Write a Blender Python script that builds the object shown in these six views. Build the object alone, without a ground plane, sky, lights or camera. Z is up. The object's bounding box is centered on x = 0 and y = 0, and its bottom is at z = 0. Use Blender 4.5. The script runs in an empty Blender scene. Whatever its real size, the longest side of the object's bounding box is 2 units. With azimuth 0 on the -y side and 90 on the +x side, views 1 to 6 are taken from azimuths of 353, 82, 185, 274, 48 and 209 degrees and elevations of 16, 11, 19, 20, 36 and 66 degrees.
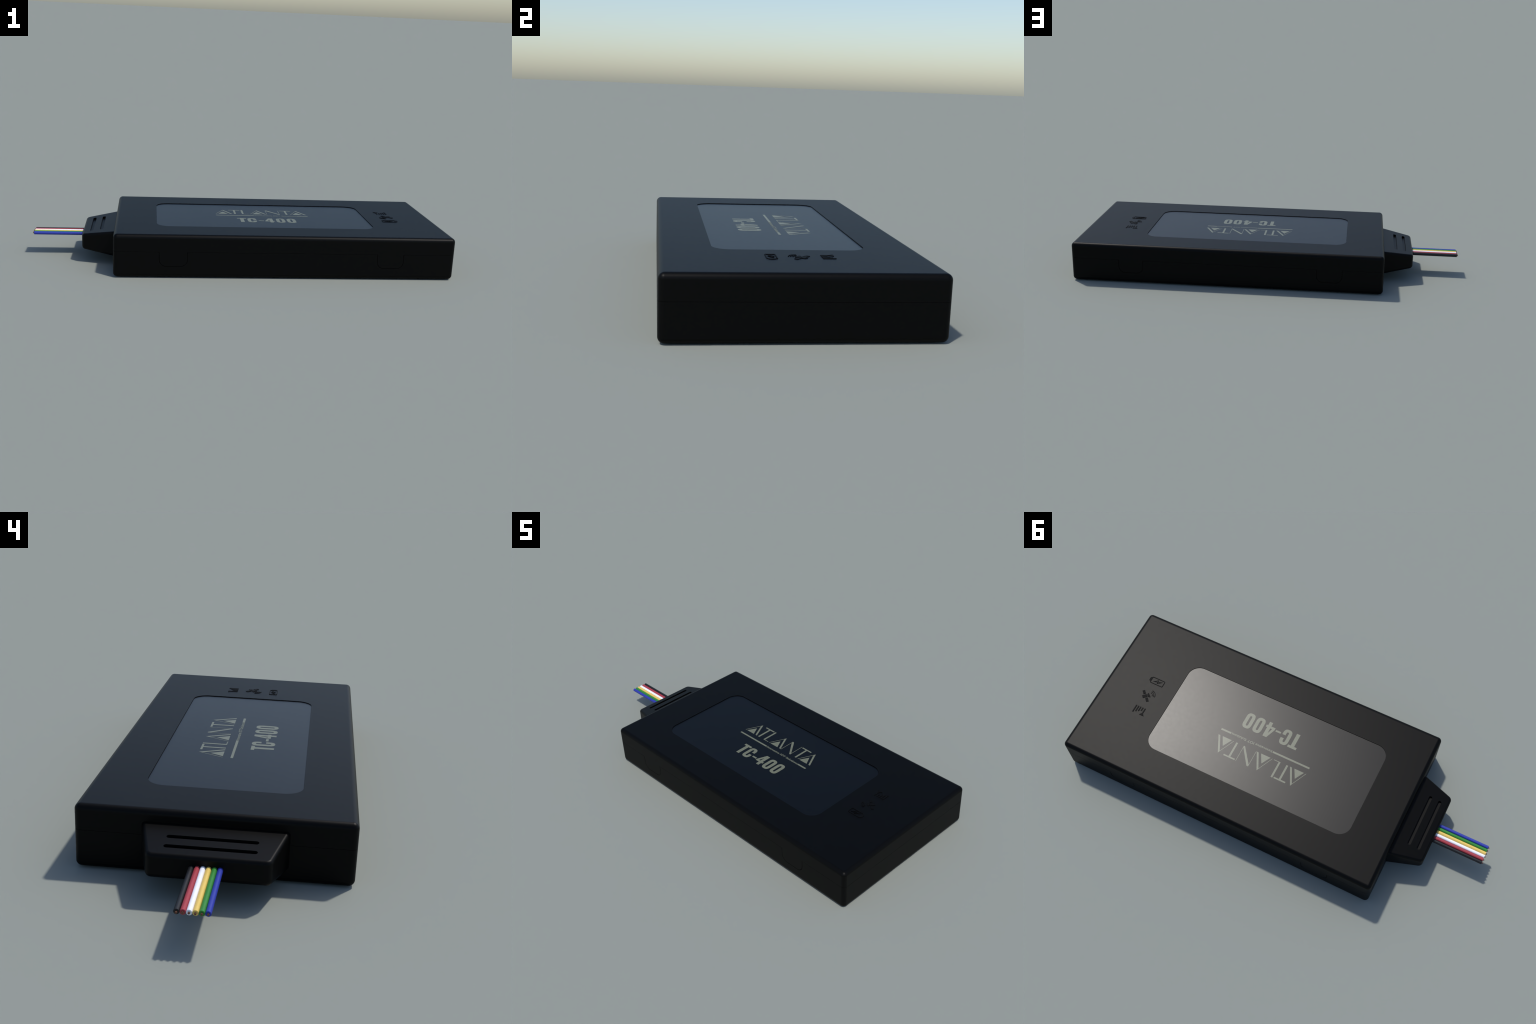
# Flat black plastic electronics box: two-part casing with snap tabs, a recessed
# printed label, raised status symbols, a tapered cable plug and six short wires.
import bpy, bmesh, math
from mathutils import Vector

# ------------------------------------------------------------------ sizes (m)
X0, X1 = -0.600, 1.000          # casing ends
HALF_Y = 0.4140                 # half width of the casing
TOP = 0.2015                    # casing top
SEAM = 0.1215                   # parting line
SEAM_GAP = 0.0008
ROUND = 0.019                   # edge rounding of the casing
LABEL = (-0.403, 0.652, -0.2455, 0.2455)   # recess x0, x1, y0, y1
LABEL_R = 0.060
LABEL_Z = TOP - 0.0028
TABS = ((-0.392, -0.263), (0.626, 0.752))  # x ranges of the snap tabs
TAB_Z = 0.054
TAB_R = 0.033
ICON_H = 0.0018
INK_H = 0.00025

scene = bpy.context.scene
coll = scene.collection


# ------------------------------------------------------------------ materials
def plastic(name, color, rough, spec=0.5, var=0.06, bump=0.0, scale=60.0, metallic=0.0, coat=0.0):
    """Principled plastic with faint noise in tone and gloss."""
    m = bpy.data.materials.new(name)
    m.use_nodes = True
    nt = m.node_tree
    b = nt.nodes["Principled BSDF"]
    tc = nt.nodes.new("ShaderNodeTexCoord")
    nz = nt.nodes.new("ShaderNodeTexNoise")
    nz.inputs["Scale"].default_value = scale
    nz.inputs["Detail"].default_value = 3.0
    nt.links.new(tc.outputs["Object"], nz.inputs["Vector"])
    ramp = nt.nodes.new("ShaderNodeValToRGB")
    lo, hi = 1.0 - var, 1.0 + var
    ramp.color_ramp.elements[0].position = 0.3
    ramp.color_ramp.elements[1].position = 0.7
    ramp.color_ramp.elements[0].color = (*[c * lo for c in color], 1)
    ramp.color_ramp.elements[1].color = (*[min(1.0, c * hi) for c in color], 1)
    nt.links.new(nz.outputs["Fac"], ramp.inputs["Fac"])
    nt.links.new(ramp.outputs["Color"], b.inputs["Base Color"])
    mr = nt.nodes.new("ShaderNodeMapRange")
    mr.inputs["To Min"].default_value = rough - 0.012
    mr.inputs["To Max"].default_value = rough + 0.012
    nt.links.new(nz.outputs["Fac"], mr.inputs["Value"])
    nt.links.new(mr.outputs["Result"], b.inputs["Roughness"])
    b.inputs["Specular IOR Level"].default_value = spec
    b.inputs["Metallic"].default_value = metallic
    if bump:
        n2 = nt.nodes.new("ShaderNodeTexNoise")
        n2.inputs["Scale"].default_value = 900.0
        nt.links.new(tc.outputs["Object"], n2.inputs["Vector"])
        bp = nt.nodes.new("ShaderNodeBump")
        bp.inputs["Strength"].default_value = bump
        bp.inputs["Distance"].default_value = 0.0005
        nt.links.new(n2.outputs["Fac"], bp.inputs["Height"])
        nt.links.new(bp.outputs["Normal"], b.inputs["Normal"])
    return m


CASING = plastic("casing_black_plastic", (0.0015, 0.0015, 0.0014), 0.43, spec=0.105)
PANEL = plastic("label_dark_gloss", (0.0006, 0.0008, 0.0011), 0.345, spec=0.27)
INK = plastic("label_grey_ink", (0.141, 0.149, 0.105), 0.345, spec=0.27)
SYMBOL = plastic("symbol_black_rubber", (0.0016, 0.0016, 0.0015), 0.62, spec=0.10)
COPPER = plastic("copper", (0.16, 0.070, 0.045), 0.5, metallic=0.4, var=0.15, scale=400)
WIRE_COLORS = (
    ("black", (0.010, 0.010, 0.011)),
    ("red", (0.36, 0.042, 0.055)),
    ("white", (0.86, 0.87, 0.93)),
    ("yellow", (0.76, 0.53, 0.13)),
    ("green", (0.032, 0.22, 0.032)),
    ("blue", (0.026, 0.042, 0.33)),
)


# ------------------------------------------------------------------ helpers
def obj_from_bm(name, bm, mat, parent):
    me = bpy.data.meshes.new(name)
    bmesh.ops.recalc_face_normals(bm, faces=bm.faces)
    bm.to_mesh(me)
    bm.free()
    return obj_from_mesh(name, me, mat, parent)


def obj_from_mesh(name, me, mat, parent):
    ob = bpy.data.objects.new(name, me)
    coll.objects.link(ob)
    if mat:
        me.materials.clear()
        me.materials.append(mat)
    ob.parent = parent
    return ob


def bake(ob):
    """Apply the object's modifiers to its mesh."""
    bpy.context.view_layer.update()
    dg = bpy.context.evaluated_depsgraph_get()
    me = bpy.data.meshes.new_from_object(ob.evaluated_get(dg), preserve_all_data_layers=True, depsgraph=dg)
    ob.modifiers.clear()
    old = ob.data
    ob.data = me
    me.name = ob.name
    bpy.data.meshes.remove(old)


def smooth(ob, angle=35):
    me = ob.data
    me.polygons.foreach_set("use_smooth", [True] * len(me.polygons))
    me.set_sharp_from_angle(angle=math.radians(angle))
    w = ob.modifiers.new("weighted", "WEIGHTED_NORMAL")
    w.keep_sharp = True
    w.weight = 100
    bake(ob)


def cut(ob, cutters):
    for c in cutters:
        b = ob.modifiers.new("cut", "BOOLEAN")
        b.operation = "DIFFERENCE"
        b.solver = "EXACT"
        b.object = c
    bake(ob)
    for c in cutters:
        me = c.data
        bpy.data.objects.remove(c)
        bpy.data.meshes.remove(me)


def box_bm(x0, x1, y0, y1, z0, z1):
    bm = bmesh.new()
    bmesh.ops.create_cube(bm, size=1.0)
    for v in bm.verts:
        v.co = Vector((x0 if v.co.x < 0 else x1, y0 if v.co.y < 0 else y1, z0 if v.co.z < 0 else z1))
    return bm


def prism_bm(points, lo, hi, axis="z"):
    """Straight prism over a 2D outline; axis z: (x, y), axis y: (x, z)."""
    bm = bmesh.new()
    put = (lambda p, h: (p[0], p[1], h)) if axis == "z" else (lambda p, h: (p[0], h, p[1]))
    a = [bm.verts.new(put(p, lo)) for p in points]
    b = [bm.verts.new(put(p, hi)) for p in points]
    bm.faces.new(a[::-1])
    bm.faces.new(b)
    n = len(points)
    for i in range(n):
        bm.faces.new((a[i], a[(i + 1) % n], b[(i + 1) % n], b[i]))
    return bm


def arc(cx, cy, r, a0, a1, n):
    return [(cx + r * math.cos(math.radians(a0 + (a1 - a0) * i / n)),
             cy + r * math.sin(math.radians(a0 + (a1 - a0) * i / n))) for i in range(n + 1)]


def rounded_rect(x0, x1, y0, y1, r, n=10):
    return (arc(x1 - r, y1 - r, r, 0, 90, n) + arc(x0 + r, y1 - r, r, 90, 180, n)
            + arc(x0 + r, y0 + r, r, 180, 270, n) + arc(x1 - r, y0 + r, r, 270, 360, n))


def u_shape(x0, x1, z0, z1, r, n=10):
    return [(x1, z1), (x0, z1)] + arc(x0 + r, z0 + r, r, 180, 270, n) + arc(x1 - r, z0 + r, r, 270, 360, n)


def plate(name, loops, z, height, mat, parent):
    """Flat raised figure from closed outlines (inner outlines are holes)."""
    cu = bpy.data.curves.new(name, "CURVE")
    cu.dimensions = "2D"
    cu.fill_mode = "BOTH"
    for loop in loops:
        sp = cu.splines.new("POLY")
        sp.points.add(len(loop) - 1)
        for p, q in zip(sp.points, loop):
            p.co = (q[0], q[1], 0, 1)
        sp.use_cyclic_u = True
    cu.extrude = height / 2
    return curve_to_part(name, cu, (0, 0, z + height / 2), mat, parent)


def curve_to_part(name, cu, loc, mat, parent, scale=(1, 1)):
    tmp = bpy.data.objects.new("tmp", cu)
    coll.objects.link(tmp)
    bpy.context.view_layer.update()
    dg = bpy.context.evaluated_depsgraph_get()
    me = bpy.data.meshes.new_from_object(tmp.evaluated_get(dg))
    me.name = name
    bpy.data.objects.remove(tmp)
    bpy.data.curves.remove(cu)
    for v in me.vertices:
        v.co = Vector((v.co.x * scale[0] + loc[0], v.co.y * scale[1] + loc[1], v.co.z + loc[2]))
    return obj_from_mesh(name, me, mat, parent)


def offset_loop(loop, d):
    """Miter inset of a counter-clockwise outline by d."""
    n = len(loop)
    area = sum(loop[i][0] * loop[(i + 1) % n][1] - loop[(i + 1) % n][0] * loop[i][1] for i in range(n))
    s = 1 if area > 0 else -1
    out = []
    for i in range(n):
        p, q, r = Vector(loop[i - 1]), Vector(loop[i]), Vector(loop[(i + 1) % n])
        e1, e2 = (q - p).normalized(), (r - q).normalized()
        n1, n2 = Vector((-e1.y, e1.x)) * s, Vector((-e2.y, e2.x)) * s
        m = (n1 + n2).normalized()
        k = min(6.0, 1.0 / max(0.05, m.dot(n1)))
        out.append(tuple(q + m * d * k))
    return out


# ------------------------------------------------------------------ the thing
root = bpy.data.objects.new("vehicle_tracker_box", None)
coll.objects.link(root)
root["label"] = "flat black plastic tracker box with grey lettering and coloured wires"
root["category"] = "electronic device"

# --- upper casing: rounded lid with a recess for the label
bm = box_bm(X0, X1, -HALF_Y, HALF_Y, SEAM + SEAM_GAP / 2, TOP)
edges = [e for e in bm.edges if max(v.co.z for v in e.verts) > TOP - 1e-4]
bmesh.ops.bevel(bm, geom=edges, offset=ROUND, segments=8, profile=0.5, affect="EDGES", clamp_overlap=True)
upper = obj_from_bm("upper_casing", bm, CASING, root)
recess = obj_from_bm("recess", prism_bm(rounded_rect(*LABEL, LABEL_R, 14), LABEL_Z - 0.004, TOP + 0.05), None, None)
cut(upper, [recess])
smooth(upper)

# --- lower casing: rounded tray, notched for the tabs, with an inner lip
bm = box_bm(X0, X1, -HALF_Y, HALF_Y, 0.0, SEAM - SEAM_GAP / 2)
edges = [e for e in bm.edges if min(v.co.z for v in e.verts) < 1e-4]
bmesh.ops.bevel(bm, geom=edges, offset=ROUND, segments=8, profile=0.5, affect="EDGES", clamp_overlap=True)
lower = obj_from_bm("lower_casing", bm, CASING, root)
gap = 0.0018
notches = []
for side in (-1, 1):
    ya, yb = sorted((side * (HALF_Y - 0.010), side * (HALF_Y + 0.03)))
    for x0, x1 in TABS:
        pts = u_shape(x0 - gap / 2, x1 + gap / 2, TAB_Z - gap / 2, SEAM + 0.03, TAB_R + gap / 2)
        notches.append(obj_from_bm("notch", prism_bm(pts, ya, yb, "y"), None, None))
cut(lower, notches)
smooth(lower)
lip = box_bm(X0 + 0.10, X1 - 0.10, -HALF_Y + 0.10, HALF_Y - 0.10, 0.05, SEAM + 0.02)
lip_ob = obj_from_bm("inner_lip", lip, CASING, lower)

# --- snap tabs hanging from the lid into the notches
for side in (-1, 1):
    ya, yb = sorted((side * (HALF_Y - 0.012), side * HALF_Y))
    for x0, x1 in TABS:
        pts = u_shape(x0 + gap / 2, x1 - gap / 2, TAB_Z + gap / 2, SEAM + SEAM_GAP / 2, TAB_R - gap / 2)
        obj_from_bm("snap_tab", prism_bm(pts, ya, yb, "y"), CASING, upper)

# --- label panel lying in the recess
m = 0.0004
panel = obj_from_bm("label_panel", prism_bm(
    rounded_rect(LABEL[0] + m, LABEL[1] - m, LABEL[2] + m, LABEL[3] - m, LABEL_R - m, 14),
    LABEL_Z - 0.003, LABEL_Z), PANEL, root)

# --- logo lettering, drawn stroke by stroke (cap height Y0..Y1)
Y0, Y1 = 0.0397, 0.1263


def letter(loops):
    plate("letter", loops, LABEL_Z, INK_H, INK, panel)


def letter_a(x):
    # thin left leg, heavy right leg, solid triangle between them
    letter([[(x, Y0), (x + 0.0028, Y0), (x + 0.0380, Y0 + 0.0735), (x + 0.0745, Y0),
             (x + 0.0845, Y0), (x + 0.0415, Y1)],
            ])
    letter([[(x + 0.0120, Y0), (x + 0.0617, Y0), (x + 0.0372, Y0 + 0.0457)]])


def letter_t(x):
    letter([[(x, Y1), (x, Y1 - 0.0075), (x + 0.0252, Y1 - 0.0075), (x + 0.0252, Y0), (x + 0.0347, Y0),
             (x + 0.0347, Y1 - 0.0075), (x + 0.0598, Y1 - 0.0075), (x + 0.0598, Y1)]])


letter_a(-0.1052)
letter_t(-0.0368)
letter([[(0.0283, Y0), (0.0628, Y0), (0.0628, Y0 + 0.0032), (0.0375, Y0 + 0.0032), (0.0375, Y1), (0.0283, Y1)]])
letter_a(0.0695)
# N: hairline uprights, heavy diagonal
letter([[(0.1553, Y0), (0.1576, Y0), (0.1576, Y1 - 0.010), (0.2162, Y0), (0.2226, Y0), (0.2226, Y1),
         (0.2203, Y1), (0.2203, Y0 + 0.010), (0.1640, Y1), (0.1553, Y1)]])
letter_t(0.2283)
letter_a(0.2750)

# --- rule below the logo, broken by the small tagline
plate("rule", [[(-0.1060, 0.0035), (0.0863, 0.0035), (0.0863, 0.0125), (-0.1060, 0.0125)]], LABEL_Z, INK_H, INK, panel)
plate("rule", [[(0.3076, 0.0035), (0.3608, 0.0035), (0.3608, 0.0125), (0.3076, 0.0125)]], LABEL_Z, INK_H, INK, panel)


def text_part(name, body, x0, x1, y0, cap, bold):
    cu = bpy.data.curves.new(name, "FONT")
    cu.body = body
    cu.size = 1.0
    cu.offset = bold
    cu.extrude = INK_H / 2
    tmp = bpy.data.objects.new("tmp_text", cu)
    coll.objects.link(tmp)
    bpy.context.view_layer.update()
    w, h = tmp.dimensions.x, 0.70
    bpy.data.objects.remove(tmp)
    curve_to_part(name, cu, (x0, y0, LABEL_Z + INK_H / 2), INK, panel, scale=((x1 - x0) / w, cap / h))


text_part("tagline", "Innovative IOT Solutions", 0.0892, 0.3042, 0.0030, 0.0122, 0.019)

# --- heavy condensed model number
B0, B1 = -0.1282, -0.0470       # base line and cap line


def stadium(x0, x1, y0, y1, k=2.7, n=48):
    cx, cy, a, b = (x0 + x1) / 2, (y0 + y1) / 2, (x1 - x0) / 2, (y1 - y0) / 2
    # straight flanks with super-elliptic ends
    end = min(b, a * 1.25)
    out = []
    for i in range(n):
        t = 2 * math.pi * i / n
        c, s = math.cos(t), math.sin(t)
        px = a * math.copysign(abs(c) ** (2 / k), c)
        py = end * math.copysign(abs(s) ** (2 / k), s) + math.copysign(b - end, s)
        out.append((cx + px, cy + py))
    return out


def zero(x):
    letter([stadium(x, x + 0.0440, B0 - 0.0012, B1 + 0.0012), stadium(x + 0.0165, x + 0.0275, B0 + 0.0130, B1 - 0.0130, 2.2)])


# T
letter([[(-0.0062, B1), (-0.0062, B1 - 0.0125), (0.0078, B1 - 0.0125), (0.0078, B0), (0.0257, B0),
         (0.0257, B1 - 0.0125), (0.0392, B1 - 0.0125), (0.0392, B1)]])
# C: the outer stadium opened on the right
cx0, cx1 = 0.0438, 0.0880
outer = [p for p in stadium(cx0, cx1, B0 - 0.0012, B1 + 0.0012, n=64)]
inner = [p for p in stadium(cx0 + 0.0165, cx1 - 0.0165, B0 + 0.0130, B1 - 0.0130, 2.2, n=64)]
mid = (B0 + B1) / 2
lo_gap, hi_gap = mid - 0.0085, mid + 0.0085
top_o = sorted([p for p in outer if p[1] > mid], key=lambda p: math.atan2(p[1] - mid, p[0] - 0.0659))
bot_o = sorted([p for p in outer if p[1] <= mid], key=lambda p: math.atan2(p[1] - mid, p[0] - 0.0659))
top_i = sorted([p for p in inner if p[1] > mid], key=lambda p: math.atan2(p[1] - mid, p[0] - 0.0659))
bot_i = sorted([p for p in inner if p[1] <= mid], key=lambda p: math.atan2(p[1] - mid, p[0] - 0.0659))
top_o = [p for p in top_o if p[0] < 0.0659 or p[1] > hi_gap]
top_i = [p for p in top_i if p[0] < 0.0659 or p[1] > hi_gap]
bot_o = [p for p in bot_o if p[0] < 0.0659 or p[1] < lo_gap]
bot_i = [p for p in bot_i if p[0] < 0.0659 or p[1] < lo_gap]
letter([[(cx1, hi_gap)] + top_o + bot_o + [(cx1, lo_gap), (cx1 - 0.0165, lo_gap)] + bot_i[::-1] + top_i[::-1]
        + [(cx1 - 0.0165, hi_gap)]])
# hyphen
letter([[(0.0972, -0.1025), (0.1242, -0.1025), (0.1242, -0.0930), (0.0972, -0.0930)]])
# 4 with its small counter
letter([[(0.1530, B0), (0.1700, B0), (0.1700, -0.1085), (0.1775, -0.1085), (0.1775, -0.0968), (0.1700, -0.0968),
         (0.1700, B1), (0.1495, B1), (0.1300, -0.0968), (0.1300, -0.1085), (0.1530, -0.1085)],
        [(0.1435, -0.0968), (0.1530, -0.0968), (0.1530, -0.0690)]])
zero(0.1865)
zero(0.2405)

# --- raised status symbols on the lid
# battery: rounded frame, terminal and outlined lightning bolt
bx0, bx1, by0, by1 = 0.7277, 0.7978, -0.0938, -0.0594
frame = rounded_rect(bx0, bx1, by0, by1, 0.005, 4)
bolt = [(0.7837, -0.0694), (0.7606, -0.0872), (0.7600, -0.0780), (0.7388, -0.0839), (0.7619, -0.0661), (0.7625, -0.0753)]
term = [(bx1, -0.0900), (0.8048, -0.0865), (0.8058, -0.0766), (0.8048, -0.0690), (bx1, -0.0655)]
plate("battery_symbol", [frame, rounded_rect(bx0 + 0.003, bx1 - 0.003, by0 + 0.003, by1 - 0.003, 0.0025, 4), bolt,
                         offset_loop(bolt, 0.0016)], TOP - 0.001, ICON_H + 0.001, SYMBOL, upper)
plate("battery_terminal", [term], TOP - 0.001, ICON_H + 0.001, SYMBOL, upper)


# satellite: body, two solar panels, dish and three signal arcs, all turned 45 degrees
def turned_rect(cx, cy, w, h, ang):
    c, s = math.cos(math.radians(ang)), math.sin(math.radians(ang))
    return [(cx + c * u - s * v, cy + s * u + c * v) for u, v in
            ((-w / 2, -h / 2), (w / 2, -h / 2), (w / 2, h / 2), (-w / 2, h / 2))]


def ribbon_arc(cx, cy, r, w, a0, a1, n=10):
    return arc(cx, cy, r + w / 2, a0, a1, n) + arc(cx, cy, r - w / 2, a1, a0, n)


plate("satellite_symbol", [
    turned_rect(0.7928, 0.0004, 0.0198, 0.0126, -46),
    turned_rect(0.7793, 0.0187, 0.0235, 0.0152, 44),
    turned_rect(0.7596, 0.0312, 0.0214, 0.0126, -46),
    arc(0.7605, 0.0028, 0.0120, -40, 140, 14),
], TOP - 0.001, ICON_H + 0.001, SYMBOL, upper)
plate("satellite_waves", [ribbon_arc(0.7605, 0.0028, r, 0.0028, 178, 270) for r in (0.0125, 0.0195, 0.0265)],
      TOP - 0.001, ICON_H + 0.001, SYMBOL, upper)

# aerial mast and four rising bars
bars = [[(x, 0.0776), (x + 0.0056, 0.0776), (x + 0.0056, y), (x, y)] for x, y in
        ((0.7858, 0.1177), (0.7741, 0.1095), (0.7628, 0.1030), (0.7509, 0.0967))]
mast = [(0.7380, 0.0776), (0.7436, 0.0776), (0.7436, 0.1050), (0.7532, 0.1175), (0.7280, 0.1175), (0.7380, 0.1050)]
plate("signal_symbol", bars + [mast], TOP - 0.001, ICON_H + 0.001, SYMBOL, upper)

# ------------------------------------------------------------------ cable plug
PX0, PX1 = -0.575, -0.7555       # root inside the casing, front face
bm = bmesh.new()


def plug_section(x):
    t = (x + 0.600) / (PX1 + 0.600)
    hy = 0.2160 + (0.1730 - 0.2160) * t
    zt = 0.1635 + (0.1385 - 0.1635) * t
    zb = 0.0400 + (0.0650 - 0.0400) * t
    return [bm.verts.new((x, y - 0.003, z)) for y, z in ((-hy, zb), (hy, zb), (hy, zt), (-hy, zt))]


a, b = plug_section(PX0), plug_section(PX1)
bm.faces.new(a)
bm.faces.new(b)
for i in range(4):
    bm.faces.new((a[i], a[(i + 1) % 4], b[(i + 1) % 4], b[i]))
bm.normal_update()
# generous rounding below and on the upright front edges, a tight one round the top face
zmid = 0.10
edges = [e for e in bm.edges if min(v.co.x for v in e.verts) < PX1 + 1e-4 and min(v.co.z for v in e.verts) < zmid]
bmesh.ops.bevel(bm, geom=edges, offset=0.015, segments=7, profile=0.5, affect="EDGES", clamp_overlap=True)
bmesh.ops.recalc_face_normals(bm, faces=bm.faces)
bm.normal_update()
top_face = max(bm.faces, key=lambda f: f.normal.z * f.calc_area())
edges = [e for e in top_face.edges if min(v.co.x for v in e.verts) < PX0 - 1e-3]
bmesh.ops.bevel(bm, geom=edges, offset=0.0110, segments=6, profile=0.5, affect="EDGES", clamp_overlap=False)
plug = obj_from_bm("cable_plug", bm, CASING, root)
slots = []
for x, floor in ((-0.6650, 0.1430), (-0.7115, 0.1360)):
    r = 0.0078
    y0, y1 = -0.1345, 0.1280
    pts = arc(x, y1 - r, r, 0, 180, 10) + arc(x, y0 + r, r, 180, 360, 10)
    slots.append(obj_from_bm("slot", prism_bm(pts, floor, 0.25), None, None))
cut(plug, slots)
smooth(plug)

# ------------------------------------------------------------------ wires
WZ, WR, CR = 0.1055, 0.0080, 0.0031
for i, (cname, col) in enumerate(WIRE_COLORS):
    y = 0.0426 - 0.0160 * i
    bm = bmesh.new()
    n = 28
    rings = []
    # profile along the axis: sleeve, small end rounding, annular end face down to the core
    for x, r in ((-0.745, WR), (-0.9932, WR), (-0.9942, WR - 0.0009), (-0.9942, CR * 0.6)):
        rings.append([bm.verts.new((x, y + r * math.cos(2 * math.pi * k / n), WZ + r * math.sin(2 * math.pi * k / n)))
                      for k in range(n)])
    for p, q in zip(rings, rings[1:]):
        for k in range(n):
            bm.faces.new((p[k], p[(k + 1) % n], q[(k + 1) % n], q[k]))
    bm.faces.new(rings[0])
    bm.faces.new(rings[-1])
    w = obj_from_bm("wire", bm, plastic("wire_sleeve_" + cname, col, 0.45, spec=0.35, var=0.03), root)
    smooth(w)
    # bundle of seven copper strands, slightly proud of the sleeve
    bm = bmesh.new()
    for s in range(7):
        rr = 0.0 if s == 0 else CR * 0.66
        ang = 2 * math.pi * s / 6 + 0.35 * i
        cy, cz, sr = y + rr * math.cos(ang), WZ + rr * math.sin(ang), CR * 0.36
        lo = [bm.verts.new((-0.985, cy + sr * math.cos(2 * math.pi * k / 10), cz + sr * math.sin(2 * math.pi * k / 10))) for k in range(10)]
        tip = -1.0 + 0.0007 * ((s * 3 + i) % 3) if s else -1.0
        hi = [bm.verts.new((tip, v.co.y, v.co.z)) for v in lo]
        bm.faces.new(lo)
        bm.faces.new(hi)
        for k in range(10):
            bm.faces.new((lo[k], lo[(k + 1) % 10], hi[(k + 1) % 10], hi[k]))
    c = obj_from_bm("copper_core", bm, COPPER, w)
    smooth(c)
